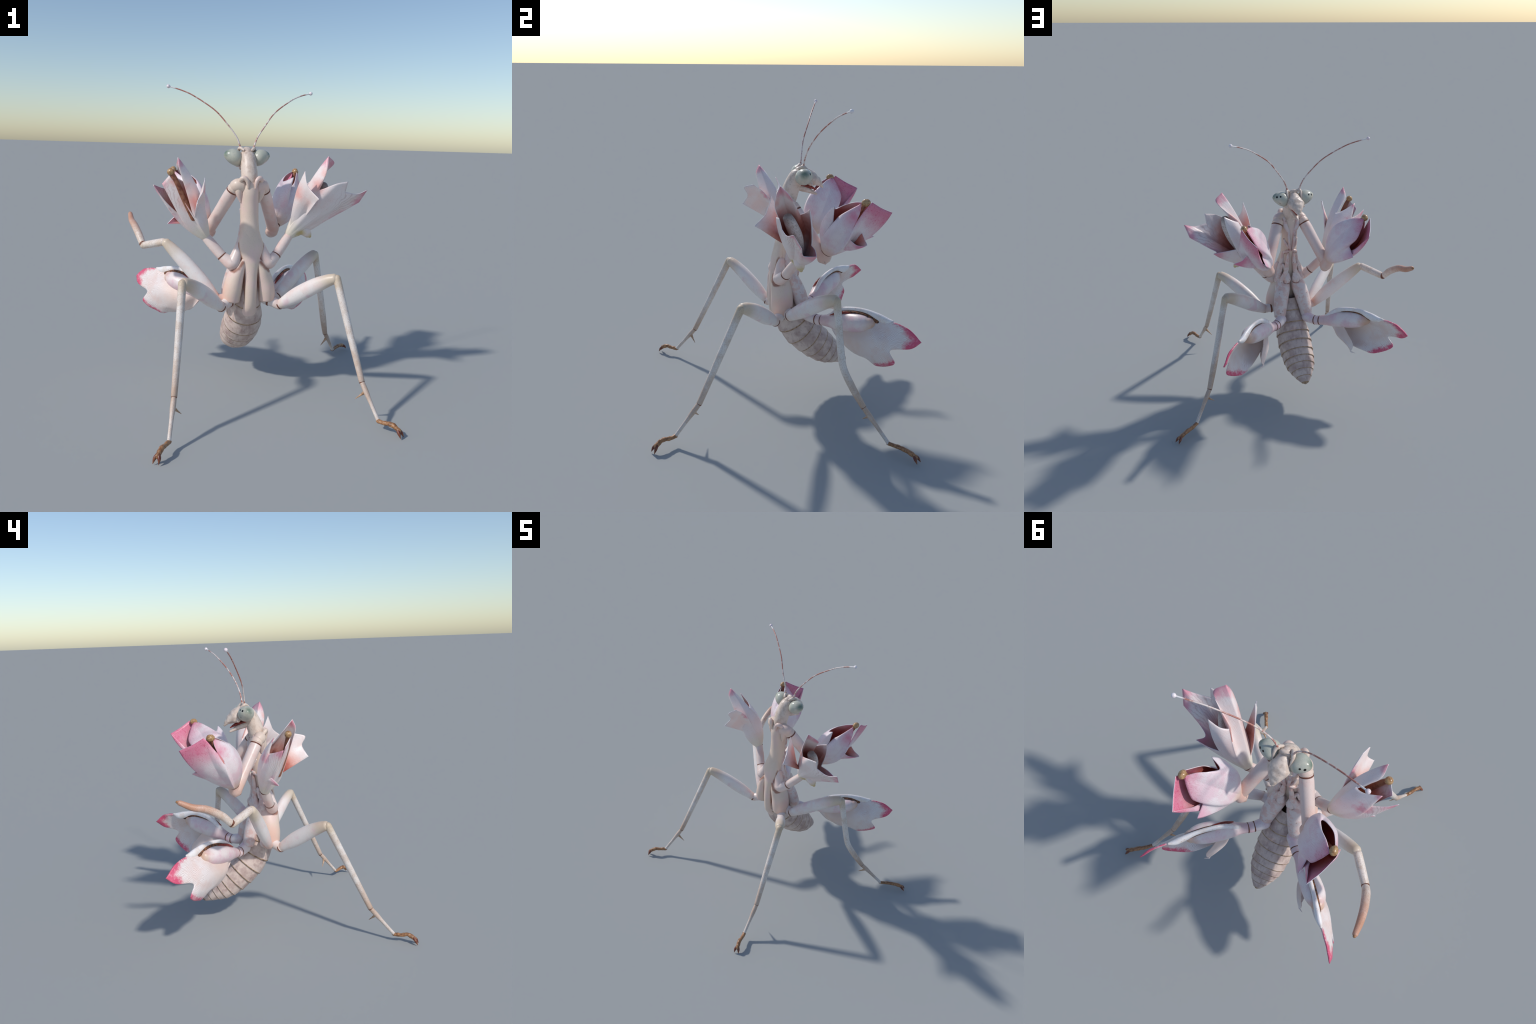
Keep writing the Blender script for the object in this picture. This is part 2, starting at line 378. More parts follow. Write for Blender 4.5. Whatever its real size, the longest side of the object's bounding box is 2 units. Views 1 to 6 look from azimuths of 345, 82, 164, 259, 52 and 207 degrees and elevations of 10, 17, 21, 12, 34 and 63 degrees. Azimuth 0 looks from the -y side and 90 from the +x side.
for s in (1, -1):
    tube('cheek', side(s, [(XC + .035, .240, 1.512), (XC + .055, .243, 1.500), (XC + .068, .246, 1.497)]), [.022, .016, .006], m_head, head, n=14)
    tube('brow', side(s, [(XC + .028, .165, 1.595), (XC + .047, .19, 1.607), (XC + .052, .215, 1.588), (XC + .050, .235, 1.555)]), [.008, .012, .009, .004], m_head, head, n=20)
    # eye: egg with its narrow end pointing out and up
    def egg(v, s=s):
        o = v.copy(); x = o[:, 0] * s
        taper = np.clip(1.02 - 0.24 * x - 0.04 * x * x, 0.2, 1.3)
        o[:, 1] *= taper; o[:, 2] = o[:, 2] * taper + 0.24 * np.clip(x, -1, 1)
        return o
    ec = side(s, [(XC + .092, .19, 1.550)])[0]
    sp = side(s, [(XC + .128, .219, 1.572), (XC + .105, .230, 1.576)])
    gr = side(s, [(XC + .150, .178, 1.580)])[0]
    st = side(s, [(XC + .112, .232, 1.53), (XC + .106, .233, 1.52)])
    m_eye = material('eye', (186, 188, 174), (206, 200, 184), 16, layers=[
        dict(k='near', pts=[(gr, .004, .050)], jit=.016, js=40, col=(92, 114, 98), s=.85),
        dict(k='speck', scale=240, lo=.6, hi=.72, col=(120, 128, 122), s=.4),
        dict(k='near', pts=[(sp[0], .0075, .010), (sp[1], .006, .009)], col=(22, 22, 22)),
        dict(k='seg', segs=[(st[0], st[1], .002, .006)], col=(120, 96, 92), s=.6)], rough=0.24, bump=0.05, spec=.4, coat=0.0)
    vs, fs = ball(ec, 1.0, 40, 28, (.062, .054, .052), egg)
    o = make('eye', vs, fs, [m_eye], head); fix_normals(o)
    # antenna
    ap = side(s, [(XC + .044, .192, 1.612), (XC + .072, .200, 1.68), (XC + .128, .220, 1.757), (XC + .205, .262, 1.845), (XC + .33, .316, 1.930), (XC + .41, .348, 1.966), (XC + .489, .374, 1.988)])
    m_ant = material('antenna_shaft', (226, 212, 206), (182, 118, 104), 14, (0.42, 0.55), layers=[dict(k='speck', scale=60, lo=.62, hi=.68, col=(130, 66, 58), s=.8), dict(k='near', pts=[(ap[-1], .035, .06)], col=(238, 232, 230))], bump=0.1)
    an = tube('antenna', ap, [.006, .0048, .0044, .0042, .0042, .0042, .0044], m_ant, head, segs=10, n=60)
    vs, fs = ball(ap[-1], .0125, 16, 10); o = make('antenna_tip', vs, fs, [m_rim], an); fix_normals(o)
    vs, fs = ball(side(s, [(XC + .044, .190, 1.605)])[0], .013, 14, 10, (1, 1, .8)); o = make('antenna_socket', vs, fs, [m_head], head); fix_normals(o)

# ---------------- abdomen: overlapping rings along a curled spine
asp = yz([(.080, .72), (.092, .66), (.114, .602), (.150, .528), (.207, .450), (.284, .377), (.353, .318), (.412, .277), (.465, .245), (.505, .220), (.535, .200)])
arr = [(.07, .085), (.085, .098), (.096, .108), (.116, .118), (.129, .124), (.130, .121), (.122, .112), (.110, .094), (.082, .064), (.054, .040), (.026, .018)]
AC, AW = along(asp, arr, 300)
cuts = [0.0, .145, .295, .42, .535, .635, .725, .80, .865, .93, 1.0]
abdomen = None
for i in range(len(cuts) - 1):
    a, b = cuts[i], cuts[i + 1]
    t = np.linspace(a, min(1, b + .012), 14); ix = np.clip(t * 299, 0, 299)
    P = np.stack([np.interp(ix, np.arange(300), AC[:, k]) for k in range(3)], 1)
    W = np.stack([np.interp(ix, np.arange(300), AW[:, k]) for k in range(2)], 1)
    f = np.linspace(0, 1, 14)[:, None]; bow = (0.945 + 0.055 * np.sin(f * math.pi * .5)) + 0.014 * (f > .9)
    W = W * bow
    T = np.gradient(P, axis=0); T /= np.linalg.norm(T, axis=1)[:, None]
    A = np.tile(V(1, 0, 0), (14, 1)); B = np.cross(A, T)
    segs = 56; th = np.linspace(0, 2 * math.pi, segs, endpoint=False)
    rings = [P[k] + np.cos(th)[:, None] * A[k] * W[k, 0] + np.sin(th)[:, None] * B[k] * W[k, 1] for k in range(14)]
    rings.append(P[-1] + (rings[-1] - P[-1]) * .93 - T[-1] * .002)
    rings.append(P[-1] + (rings[-1] - P[-1]) * .3 + (T[-1] * .012 if i == len(cuts) - 2 else 0))
    vs = np.vstack(rings)
    d = vs - np.repeat(np.vstack([P, P[-1:], P[-1:]]), segs, 0)
    vs = vs + d * (vnoise(vs, 30, 11) * .012)[:, None]
    fs = []; sl = []
    for k in range(len(rings) - 1):
        for j in range(segs):
            j2 = (j + 1) % segs; fs.append((k * segs + j, k * segs + j2, (k + 1) * segs + j2, (k + 1) * segs + j)); sl.append(1 if k >= 12 else 0)
    fs.append(tuple((len(rings) - 1) * segs + j for j in range(segs))); sl.append(0)
    ob = make('abdomen' if abdomen is None else 'abdomen_segment', vs, fs, [m_abd, m_abdrim], root if abdomen is None else abdomen, sl)
    fix_normals(ob)
    if abdomen is None: abdomen = ob

# ---------------- hips
def seam(p, q, r, parent, t=.0035):
    """thin dark brown ring where two limb segments meet"""
    d = unit(np.asarray(q) - p)
    return tube_data([np.asarray(p) - d * t, np.asarray(p) + d * t], [r, r], n=3, segs=24, caps=(0.2, 0.2))

for s in (1, -1):
    hip = tube('hip', side(s, [(XC + .045, .050, .90), (XC + .075, .052, .84), (XC + .097, .056, .76), (XC + .112, .054, .69), (XC + .119, .052, .63)]),
         [(.028, .05), (.046, .070), (.060, .074), (.062, .074), (.056, .066)], m_body, root, ref=BX, n=40, segs=36, caps=(1, .25))
    tube('hip', side(s, [(XC + .050, .115, .875), (XC + .064, .140, .83), (XC + .083, .172, .76), (XC + .100, .198, .68), (XC + .108, .212, .615)]),
         [(.046, .040), (.058, .048), (.056, .050), (.051, .046), (.044, .040)], m_chest, root, ref=BX, n=40, segs=32, caps=(1, .3))

# ---------------- walking legs
def walking_leg(s, hip, start, knee, ankle, arch, tip, spur, tibia_mid=None, fr=((.028, .030), (.037, .050), (.038, .049), (.036, .040), (.032, .033)), claws=True):
    hip, start, knee, ankle, tars, tip = side(s, [hip, start, knee, ankle, arch[0], tip])
    ar = side(s, arch[1:])
    d = unit(knee - start)
    knees = [(knee, .02, .10)]
    lm = material('leg_shell', WHITE, (236, 214, 208), 7, layers=[
        dict(k='near', pts=[(knee, .03, .17)], jit=.05, js=14, col=TAN, s=.75),
        dict(k='near', pts=[(start, .02, .06)], jit=.02, col=(220, 176, 150), s=.5), blush, speck])
    D = knee - start; up = V(0, 0, 1) - d * d[2]; kn = knee - d * .016 - up * .006
    leg = tube('walking_leg', [start, start + D * .3 + up * .006, start + D * .62 + up * .010, start + D * .85 + up * .004, kn], fr, lm, root, n=44, caps=(.8, .8))
    tube('trochanter', [hip - (start - hip) * .2, hip + (start - hip) * .5, start - d * .006], [.036, .034, .032], lm, leg, n=12)
    rings = [seam(start - d * .004, knee, .0335, leg, .0025), seam(hip + (start - hip) * .12, start, .0385, leg, .004)]
    tm = material('leg_shin', (228, 220, 214), (214, 198, 186), 12, layers=[
        dict(k='near', pts=[(knee, .02, .12)], jit=.03, col=TAN, s=.8),
        dict(k='near', pts=[(ankle, .02, .30)], jit=.12, js=30, col=(178, 138, 106), s=.55),
        dict(k='speck', scale=150, lo=.45, hi=.75, detail=6.0, col=(168, 134, 110), s=.55)], bump=.35, bump_scale=150, rough=.45)
    path = [knee - up * .014] + ([*side(s, tibia_mid)] if tibia_mid else [knee * .5 + ankle * .5]) + [ankle]
    sh = tube('tibia', path, [.025] + [.0225] * (len(path) - 2) + [.0182], tm, leg, n=40, caps=(1, .15))
    da = unit(tars - ankle)
    rings.append(seam(ankle + da * .003, tars, .0172, leg, .0028))
    joined('joint_ring', rings, m_seam, leg)
    # long first foot joint with a spur, then the arched brown foot and two claws
    a0 = ankle + da * .004; sr = ankle + (tars - ankle) * .25
    shin = tube('metatarsus', [a0, sr, ankle * .5 + tars * .5, ankle * .2 + tars * .8, tars], [.0155, .0165, .0125, .0115, .0115], tm, leg, n=24)
    sp = side(s, [spur])[0]
    fm = material('spur_shell', (190, 156, 126), (150, 112, 84), 40)
    tube('spur', [sr, sr * .55 + sp * .45 + unit(sp - sr + da * .03) * .002, sp], [.0135, .0065, .0015], fm, leg, n=14, segs=12)
    def knob(vs, cen):
        dd = vs - cen
        return vs + dd * (vnoise(vs, 60, 3) * .24)[:, None]
    ft = tube('foot', [tars + unit(ankle - tars) * .006] + [tars] + ar + [ar[-1] * .8 + tip * .2], [.0105, .0125, .0122] + [.0140] * (len(ar) - 1) + [.0125], m_foot, leg, n=40, segs=18, relief=knob)
    if claws:
        fwd = unit(tip - ar[-1]); sd = unit(np.cross(fwd, (0, 0, 1)))
        for c in (-1, 1):
            q = tip + sd * c * .017
            tube('claw', [ar[-1] + sd * c * .004, ar[-1] * .5 + tip * .5 + sd * c * .013 + V(0, 0, .004), q], [.0105, .0095, .0015], m_claw, leg, n=16, segs=12)
    return leg

for s in (1, -1):
    walking_leg(s, (XC + .128, .050, .625), (XC + .197, -.003, .603), (.342, -.254, .832), (.428, -.525, .242),
                [(.475, -.677, .055), (.500, -.715, .056), (.522, -.757, .062), (.545, -.790, .045)], (.560, -.813, .006), (.388, -.531, .139))
walking_leg(1, (XC + .14, .095, .645), (XC + .205, .092, .640), (.408, .316, .884), (.580, .470, .235),
            [(.705, .601, .050), (.745, .643, .050), (.792, .684, .052), (.838, .718, .042)], (.864, .735, .012), (.552, .477, .135),
            tibia_mid=[(.442, .328, .745), (.480, .342, .558), (.502, .357, .461), (.537, .405, .353)], fr=((.032, .034), (.038, .050), (.040, .050), (.038, .042), (.034, .036)))

# raised leg: short shin and a long blunt foot, no claws
def raised_leg():
    hip, st, knee, bend = V(XC - .135, .10, .63), V(-.346, .086, .634), V(-.660, .260, .989), V(-.788, .404, .944)
    lm = material('leg_shell', WHITE, (236, 214, 208), 7, layers=[
        dict(k='near', pts=[(knee, .03, .17)], jit=.05, js=14, col=TAN, s=.75),
        dict(k='near', pts=[(st, .01, .09)], jit=.02, col=(216, 158, 132), s=.7), speck])
    D = knee - st
    leg = tube('raised_leg', [st, st + D * .3 + V(0, 0, .006), st + D * .62 + V(0, 0, .008), st + D * .86 + V(0, 0, .003), knee - unit(D) * .014], [(.028, .030), (.037, .049), (.038, .048), (.036, .039), (.031, .031)], lm, root, n=40)
    tube('trochanter', [hip, hip * .5 + st * .5, st], [.036, .032, .029], lm, leg, n=12)
    tm = material('leg_shin', (230, 218, 208), (216, 196, 178), 14, layers=[
        dict(k='near', pts=[((-.852, .729, 1.121), .05, .38)], jit=.12, js=30, col=(196, 132, 98), s=.8),
        dict(k='speck', scale=200, lo=.53, hi=.66, col=(160, 122, 98), s=.5)], bump=.35, bump_scale=150, rough=.4)
    e = unit(bend - knee)
    tube('tibia', [knee + e * .018, knee * .5 + bend * .5, bend], [.026, .026, .024], tm, leg, n=24)
    f = [bend + V(-.006, .012, .010), V(-.813, .47, 1.008), V(-.836, .56, 1.062), V(-.849, .645, 1.085), V(-.853, .72, 1.121)]
    tube('foot', f, [.023, .025, .024, .021, .016], tm, leg, n=40)
    tube('joint_ring', [bend + V(0, .002, .002), bend + V(-.005, .010, .009)], [.0245, .0235], m_seam, leg, n=4)
    vs, fs = ball(V(-.854, .735, 1.128), .009, 12, 8); o = make('foot_pad', vs, fs, [m_foot], leg); fix_normals(o)
raised_leg()

# ---------------- hind limbs with a broad petal
def petal_leg(s, lift):
    hipc = V(.02, .285, .585)
    ax = unit(V(.68, -.73, 0))                  # tilt each limb a little about its hip
    def T(p):
        p = np.array(p, float); d = p - hipc
        c, q = math.cos(lift), math.sin(lift)
        d = d * c + np.cross(ax, d) * q + ax * np.dot(ax, d) * (1 - c)
        r = hipc + d
        return r if s > 0 else mir(r)
    TT = lambda L: [T(p) for p in L]
    c0 = T((.16, .43, .64)); tipA = T((.532, .827, .630)); a2 = T((.521, .767, .585)); tb = T((.49, .682, .481)); tb2 = T((.375, .618, .415))
    end = T((.325, .59, .67)); start = T((.07, .345, .60))
    fm = material('femur_shell', (236, 224, 222), (230, 196, 204), 9, layers=[
        dict(k='near', pts=[(end, .02, .10)], jit=.03, col=(206, 160, 122), s=.75),
        dict(k='near', pts=[(start, .02, .12)], jit=.05, col=(214, 150, 160), s=.4), speck])
    leg = tube('petal_leg', TT([(.045, .315, .592), (.087, .350, .605), (.142, .399, .622), (.210, .461, .643), (.266, .515, .660), (.300, .551, .670), (.311, .564, .674)]),
               [(.032, .034), (.040, .042), (.058, .057), (.069, .065), (.068, .063), (.055, .052), (.044, .043)], fm, root, n=44, segs=32)
    tube('trochanter', TT([(-.035, .235, .60), (-.01, .26, .592), (.015, .285, .586)]), [.040, .038, .034], fm, leg, n=14)
    tube('trochanter', TT([(.017, .287, .586), (.03, .30, .588), (.045, .314, .592)]), [.034, .036, .035], fm, leg, n=10)
    joined('joint_ring', [seam(T((.016, .286, .586)), T((.05, .32, .592)), .0365, leg, .0022), seam(T((.046, .316, .592)), T((.09, .36, .60)), .0360, leg, .0022)], m_seam, leg)
    # pale ridge over the top, with a brown fringe and a red slit
    rm = material('ridge_shell', (240, 236, 236), (232, 222, 216), 20, layers=[dict(k='speck', scale=120, lo=.64, hi=.7, col=(190, 110, 80), s=.5)])
    tube('ridge', TT([(.085, .355, .640), (.150, .412, .703), (.216, .482, .733), (.277, .551, .739), (.330, .613, .718), (.366, .656, .708), (.393, .686, .716)]),
         [(.014, .014), (.015, .018), (.014, .017), (.014, .017), (.018, .028), (.018, .024), (.008, .008)], rm, leg, n=40)
    tube('fringe', TT([(.165, .42, .702), (.225, .482, .722), (.285, .55, .722), (.335, .606, .696)]), [(.016, .006), (.019, .010), (.020, .012), (.019, .014)],
         material('fringe', (140, 88, 54), (62, 40, 34), 90, (.4, .6), rough=.6, bump=.5, bump_scale=240), leg, n=30)
    joined('slit', [tube_data(TT([(.132, .350, .664), (.165, .388, .691), (.200, .430, .707), (.235, .470, .712)]), [(.004, .003), (.011, .008), (.010, .008), (.003, .003)], n=18, segs=12)], m_mouth, leg)
    # petal: a bent sail below the femur
    ey = unit(T((.40, .62, .50)) - c0); ex = unit(np.cross(ey, T((.25, .45, .5)) - T((.18, .52, .5))))
    def petal_mat(inner):
        return material('petal_inner' if inner else 'petal_outer', (238, 228, 226), (234, 214, 208), 10, layers=[
            dict(k='near', pts=[(T((.24, .50, .60)), .05, .20)], jit=.03, col=(228, 202, 188), s=.75),
            dict(k='fan', c=T((.18, .42, .70)), ex=ex, ey=ey, freq=150.0, wob=20.0, ns=12.0, w=.7, col=(172, 134, 124), s=.46),
            dict(k='seg', segs=[(T((.415, .70, .715)), T((.475, .768, .694)), -.006, .028), (T((.475, .768, .694)), tipA, .012, .06), (tipA, a2, .02, .065),
                                (tb, T((.44, .66, .445)), .004, .036), (T((.44, .66, .445)), tb2, .006, .042), (tb2, T((.32, .58, .40)), -.01, .02)], jit=.034, js=60, col=HOT, s=.92),
            dict(k='speck', scale=60, lo=.5, hi=.7, col=(240, 150, 180), s=.5, within=[(tipA, .04, .12), (tb, .01, .07), (tb2, .01, .06)])], rough=.42, bump=.25, bump_scale=90)
    P = [petal_mat(0), petal_mat(1)]; P.append(P[0])
    sheet('petal', [TT([(.090, .355, .605), (.115, .363, .58), (.135, .372, .552)]),
                    TT([(.125, .385, .605), (.155, .395, .55), (.172, .425, .485)]),
                    TT([(0.181, 0.401, .61), (0.230, 0.409, .54), (0.244, 0.452, .475), (0.235, 0.497, .440)]),
                    TT([(0.221, 0.441, .62), (0.290, 0.452, .55), (0.314, 0.502, .475), (0.305, 0.570, .417)]),
                    TT([(0.256, 0.476, .63), (0.336, 0.496, .56), (0.374, 0.557, .475), (0.376, 0.617, .405)]),
                    TT([(0.291, 0.511, .64), (0.380, 0.542, .575), (0.434, 0.612, .51), (0.489, 0.682, .470)]),
                    TT([(0.316, 0.541, .66), (0.403, 0.584, .61), (0.444, 0.630, .575), (0.465, 0.658, .552)]),
                    TT([(.330, .582, .680), (.408, .643, .650), (.468, .702, .620), (.520, .768, .584)]),
                    TT([(.350, .630, .700), (.405, .695, .713), (.475, .768, .692), (.532, .828, .630)])],
          P, leg, nu=80, nv=36, thick=.011, away=T((.0, .6, .55)), wob=.004, seed=4)
    # rear margin folded inwards, ending in a hooked tip
    sheet('petal', [TT([(.090, .355, .605), (.135, .372, .552), (.165, .410, .497), (.188, .450, .464), (.200, .505, .450), (.199, .568, .436)]),
                    TT([(.095, .375, .600), (.122, .419, .566), (.132, .469, .523), (.162, .529, .492), (.186, .560, .462), (.198, .570, .434)]),
                    TT([(.120, .420, .615), (.145, .460, .580), (.158, .508, .538), (.186, .552, .498), (.201, .572, .460), (.199, .571, .434)]),
                    TT([(.150, .460, .625), (.174, .498, .600), (.191, .538, .554), (.212, .571, .504), (.214, .580, .462), (.200, .573, .434)])],
          P, leg, nu=40, nv=40, thick=.006, away=T((.5, .3, .55)))
    tube('petal_hook', TT([(.199, .570, .440), (.203, .576, .426), (.230, .588, .416)]), [.007, .005, .0012], P[0], leg, n=12, segs=10)
petal_leg(1, -.008)
petal_leg(-1, .022)

# ---------------- flower limbs
def arm_mat(pts=()):
    return material('arm_shell', (234, 214, 206), (232, 196, 186), 8, layers=[dict(k='near', pts=[(p, .03, .10) for p in pts], jit=.03, col=(224, 176, 156), s=.6), speck] if len(pts) else [speck], rough=.33)

def front_arm(s):
    sh, el = side(s, [(-.034, .132, 1.338), (.088, .298, 1.062)])
    am = arm_mat([el])
    D = el - sh
    arm = tube('front_arm', [sh, sh + D * .15, sh + D * .5, sh + D * .85, el], [.040, .043, .041, .041, .040], am, root, n=36, segs=28, caps=(.3, .8))
    # shoulder: rolled collar, socket ring
    tube('shoulder', side(s, [(XC + .050, .095, 1.37), (XC + .078, .098, 1.372), (XC + .096, .114, 1.362)]), [(.042, .048), (.042, .045), (.037, .041)], m_body, arm, n=16, segs=26, caps=(.5, .6))
    tube('shoulder', side(s, [(XC + .088, .118, 1.360), (XC + .101, .128, 1.343)]), [.0415, .0425], m_body, arm, n=8, segs=26, caps=(.4, .5))
    tube('shoulder', side(s, [(XC + .072, .075, 1.395), (XC + .062, .056, 1.417), (XC + .046, .046, 1.420), (XC + .030, .042, 1.400), (XC + .024, .043, 1.360)]), [.013, .016, .015, .013, .007], m_body, arm, n=24, segs=16)
    tube('shoulder', side(s, [(XC + .076, .088, 1.385), (XC + .074, .086, 1.33), (XC + .062, .085, 1.27)]), [.022, .024, .008], m_body, arm, n=16, segs=18)
    joined('joint_ring', [seam(sh + unit(D) * .004, el, .0425, arm, .0025)], m_seam, arm)
    b, e = side(s, [(.100, .320, 1.088), (.074, .308, 1.046)])
    tube('elbow', [el, e * .6 + el * .4 + V(0, .004, -.012), b], [.040, .0435, .041], am, arm, n=16)
    # ---- the flower
    base, ax_ = V(.105, .322, 1.095), V(.145, .163, .29)
    K = [((.168, .336, 1.363), 18, .045, 0), ((.205, .352, 1.392), 38, .045, 0), ((.258, .390, 1.412), 60, .052, 0), ((.304, .472, 1.447), 84, .054, 1), ((.317, .463, 1.395), 93, .056, 0),
         ((.318, .432, 1.318), 100, .058, 1), ((.322, .478, 1.39), 104, .058, 0), ((.325, .508, 1.43), 110, .057, 0), ((.324, .532, 1.457), 118, .056, 1), ((.296, .605, 1.412), 135, .052, 0), ((.256, .684, 1.375), 152, .045, 1), ((.235, .625, 1.316), 168, .04, 0),
         ((.212, .560, 1.250), 182, .035, 0), ((.200, .50, 1.215), 196, .025, 1), ((.177, .604, 1.204), 210, .015, 1), ((.184, .535, 1.238), 222, .028, 0), ((.184, .523, 1.262), 230, .035, 0), ((.222, .556, 1.322), 246, .045, 0),
         ((.262, .535, 1.395), 258, .045, 0), ((.290, .507, 1.448), 270, .045, 1), ((.245, .455, 1.443), 292, .055, 0), ((.200, .410, 1.420), 318, .060, 0), ((.166, .360, 1.388), 345, .055, 0)]
    if s < 0: K[5] = ((.314, .408, 1.298), 100, .058, 1)
    if s > 0:   # this one has a spine curling over the opening
        K = [((.200, .330, 1.300), 22, .035, 0), ((.225, .352, 1.345), 45, .04, 0), ((.262, .385, 1.385), 62, .045, 0)] + K[3:-1] + [((.170, .352, 1.386), 338, .055, 0), ((.235, .326, 1.418), 350, .045, 1)]
    keys = [(side(s, [p])[0], th, bu, c) for p, th, bu, c in K]
    ax_ = ax_ if s > 0 else V(-ax_[0], ax_[1], ax_[2])
    if s < 0: keys = [(p, -th, bu, c) for p, th, bu, c in reversed(keys)]
    bc = side(s, [base])[0]
    tips = side(s, [(.256, .684, 1.375), (.324, .535, 1.455), (.30, .61, 1.42), (.312, .425, 1.36)])
    sp = side(s, [(.177, .604, 1.204)])[0]
    ey = unit(tips[0] - bc); ex = unit(np.cross(ey, V(1, 0, .3)))
    def fl(inner):
        L = [dict(k='near', pts=[(bc, .03, .13)], jit=.03, col=(230, 196, 172), s=.8)]
        if inner: L = [dict(k='near', pts=[(bc + unit(ax_) * .16, .12, .30)], jit=.03, col=(196, 82, 58), s=.9), dict(k='near', pts=[(bc, .08, .19)], col=(138, 48, 36), s=.8)]
        L += [dict(k='near', pts=[(tips[0], .05, .24), (tips[1], .03, .17), (tips[2], .05, .20), (tips[3], -.02, .085)], jit=.06, js=18, col=(224, 104, 142), s=.85),
              dict(k='fan', c=bc, ex=ex, ey=ey, freq=80.0, wob=22.0, ns=26.0, w=.75, col=(204, 56, 104), s=.7, within=[(tips[0], .05, .24), (tips[1], .03, .16), (tips[2], .05, .2)], **{'break': 60.0}),
              dict(k='fan', c=bc, ex=ex, ey=ey, freq=90.0, wob=14.0, ns=22.0, w=.6, col=(206, 164, 168), s=.3, **{'break': 30.0}),
              dict(k='near', pts=[(sp, .02, .12)], jit=.03, col=(226, 150, 178), s=.6), speck]
        return material('flower_inner' if inner else 'flower_outer', (238, 226, 228), (234, 204, 212), 9, layers=L, rough=.36, bump=.15, bump_scale=90)
    mats = [fl(0), fl(1), m_rim]
    fo = cup('flower_sheath', bc, .041, ax_, (0, -1, .3), keys, mats, arm)
    joined('joint_ring', [seam(bc - unit(ax_) * .004, bc + ax_, .0415, arm)], m_seam, arm)
    g = side(s, [(.302, .503 if s > 0 else .488, 1.449)])[0]
    rod = tube('tibia', [bc + unit(ax_) * .05, bc * .5 + g * .5 + side(s, [(XC + .02, 0, -.01)])[0] - V(XC, 0, 0), g], [.024, .020, .014], m_rod, arm, n=24)
    def grain(v): return v * (1 + vnoise(v * 3, .8, 8)[:, None] * .10)
    vs, fs = ball(g, .0255, 24, 16, stretch=(.86, 1.12, .92), fn=grain); o = make('golden_knob', vs, fs, [m_gold], rod); fix_normals(o)
    if s > 0:
        R = [(.25, .36, 1.20), (.262, .41, 1.155), (.28, .45, 1.165), (.285, .49, 1.21), (.288, .492, 1.256)]
        lo = sheet('petal', [[V(.16, .36, 1.15), V(.215, .385, 1.18), V(.278, .413, 1.222)], [V(.16, .37, 1.13), V(.24, .42, 1.155), V(.315, .455, 1.19)],
                             [V(.16, .38, 1.12), V(.26, .445, 1.145), V(.379, .497, 1.206)], [V(.16, .39, 1.13), V(.25, .455, 1.165), V(.32, .50, 1.225)], [V(.17, .40, 1.15), V(.24, .46, 1.20), V(.288, .492, 1.258)]],
                   [material('petal_outer', (236, 214, 220), (226, 160, 184), 14, layers=[dict(k='near', pts=[((.379, .497, 1.206), .05, .14)], jit=.04, col=(222, 104, 146), s=.8)]), mats[1], m_rim], arm, nu=40, nv=30, away=V(.25, .42, 1.3))
for s in (1, -1): front_arm(s)

# lower arms
def lower_arm(s):
    a, b, c, j = side(s, [(XC + .075, .05, .985), (XC + .105, .036, .90), (XC + .122, .035, .872), (XC + .178, .063, .917)])
    am = arm_mat()
    arm = tube('lower_arm', [a, b, c + (0, 0, .006), c * .4 + j * .6, j], [.026, .040, .044, .038, .033], am, root, n=40, segs=28)
    base = side(s, [(.147, .119, 1.045)])[0]
    d = unit(base - j)
    tube('arm_segment', [j + d * .008, j * .5 + base * .5, base - d * .004], [.032, .033, .030], am, arm, n=18, caps=(.3, .3))
    joined('joint_ring', [seam(j + d * .004, base, .0335, arm), seam(base, base + d, .0315, arm)], m_seam, arm)
    return arm, base

def flower_mats(bc, pink, red, yellow=(), veins=None, tint=(240, 220, 216), salmon=()):
    def one(inner):
        L = [dict(k='near', pts=[(bc, .04, .16)], jit=.03, col=(232, 224, 204), s=.8)]
        if inner: L = [dict(k='near', pts=[(p, r * .30, r) for p, r in red], jit=.04, col=(222, 130, 108), s=.9), dict(k='near', pts=[(p, r * .20, r * .62) for p, r in red], jit=.03, col=(152, 62, 46), s=.85)]
        if salmon: L.append(dict(k='near', pts=[(p, -.01, r) for p, r in salmon], jit=.035, js=20, col=(238, 158, 146), s=.8))
        if yellow: L.append(dict(k='near', pts=[(p, .01, .05) for p in yellow], jit=.02, col=(206, 178, 96), s=.75))
        if veins: L.append(dict(k='fan', c=veins[0], ex=veins[1], ey=veins[2], freq=100.0, wob=8.0, w=.7, col=(176, 138, 136), s=.4, within=[(veins[3], veins[4] * .6, veins[4])]))
        L.append(dict(k='near', pts=[(p, r * .2, r * 1.1) for p, r in pink], jit=.05, js=22, col=(226, 124, 150), s=.75)); L.append(speck)
        return material('flower_inner' if inner else 'flower_outer', (240, 228, 226), tint, 8, layers=L, rough=.36, bump=.15, bump_scale=90)
    return [one(0), one(1), m_rim]

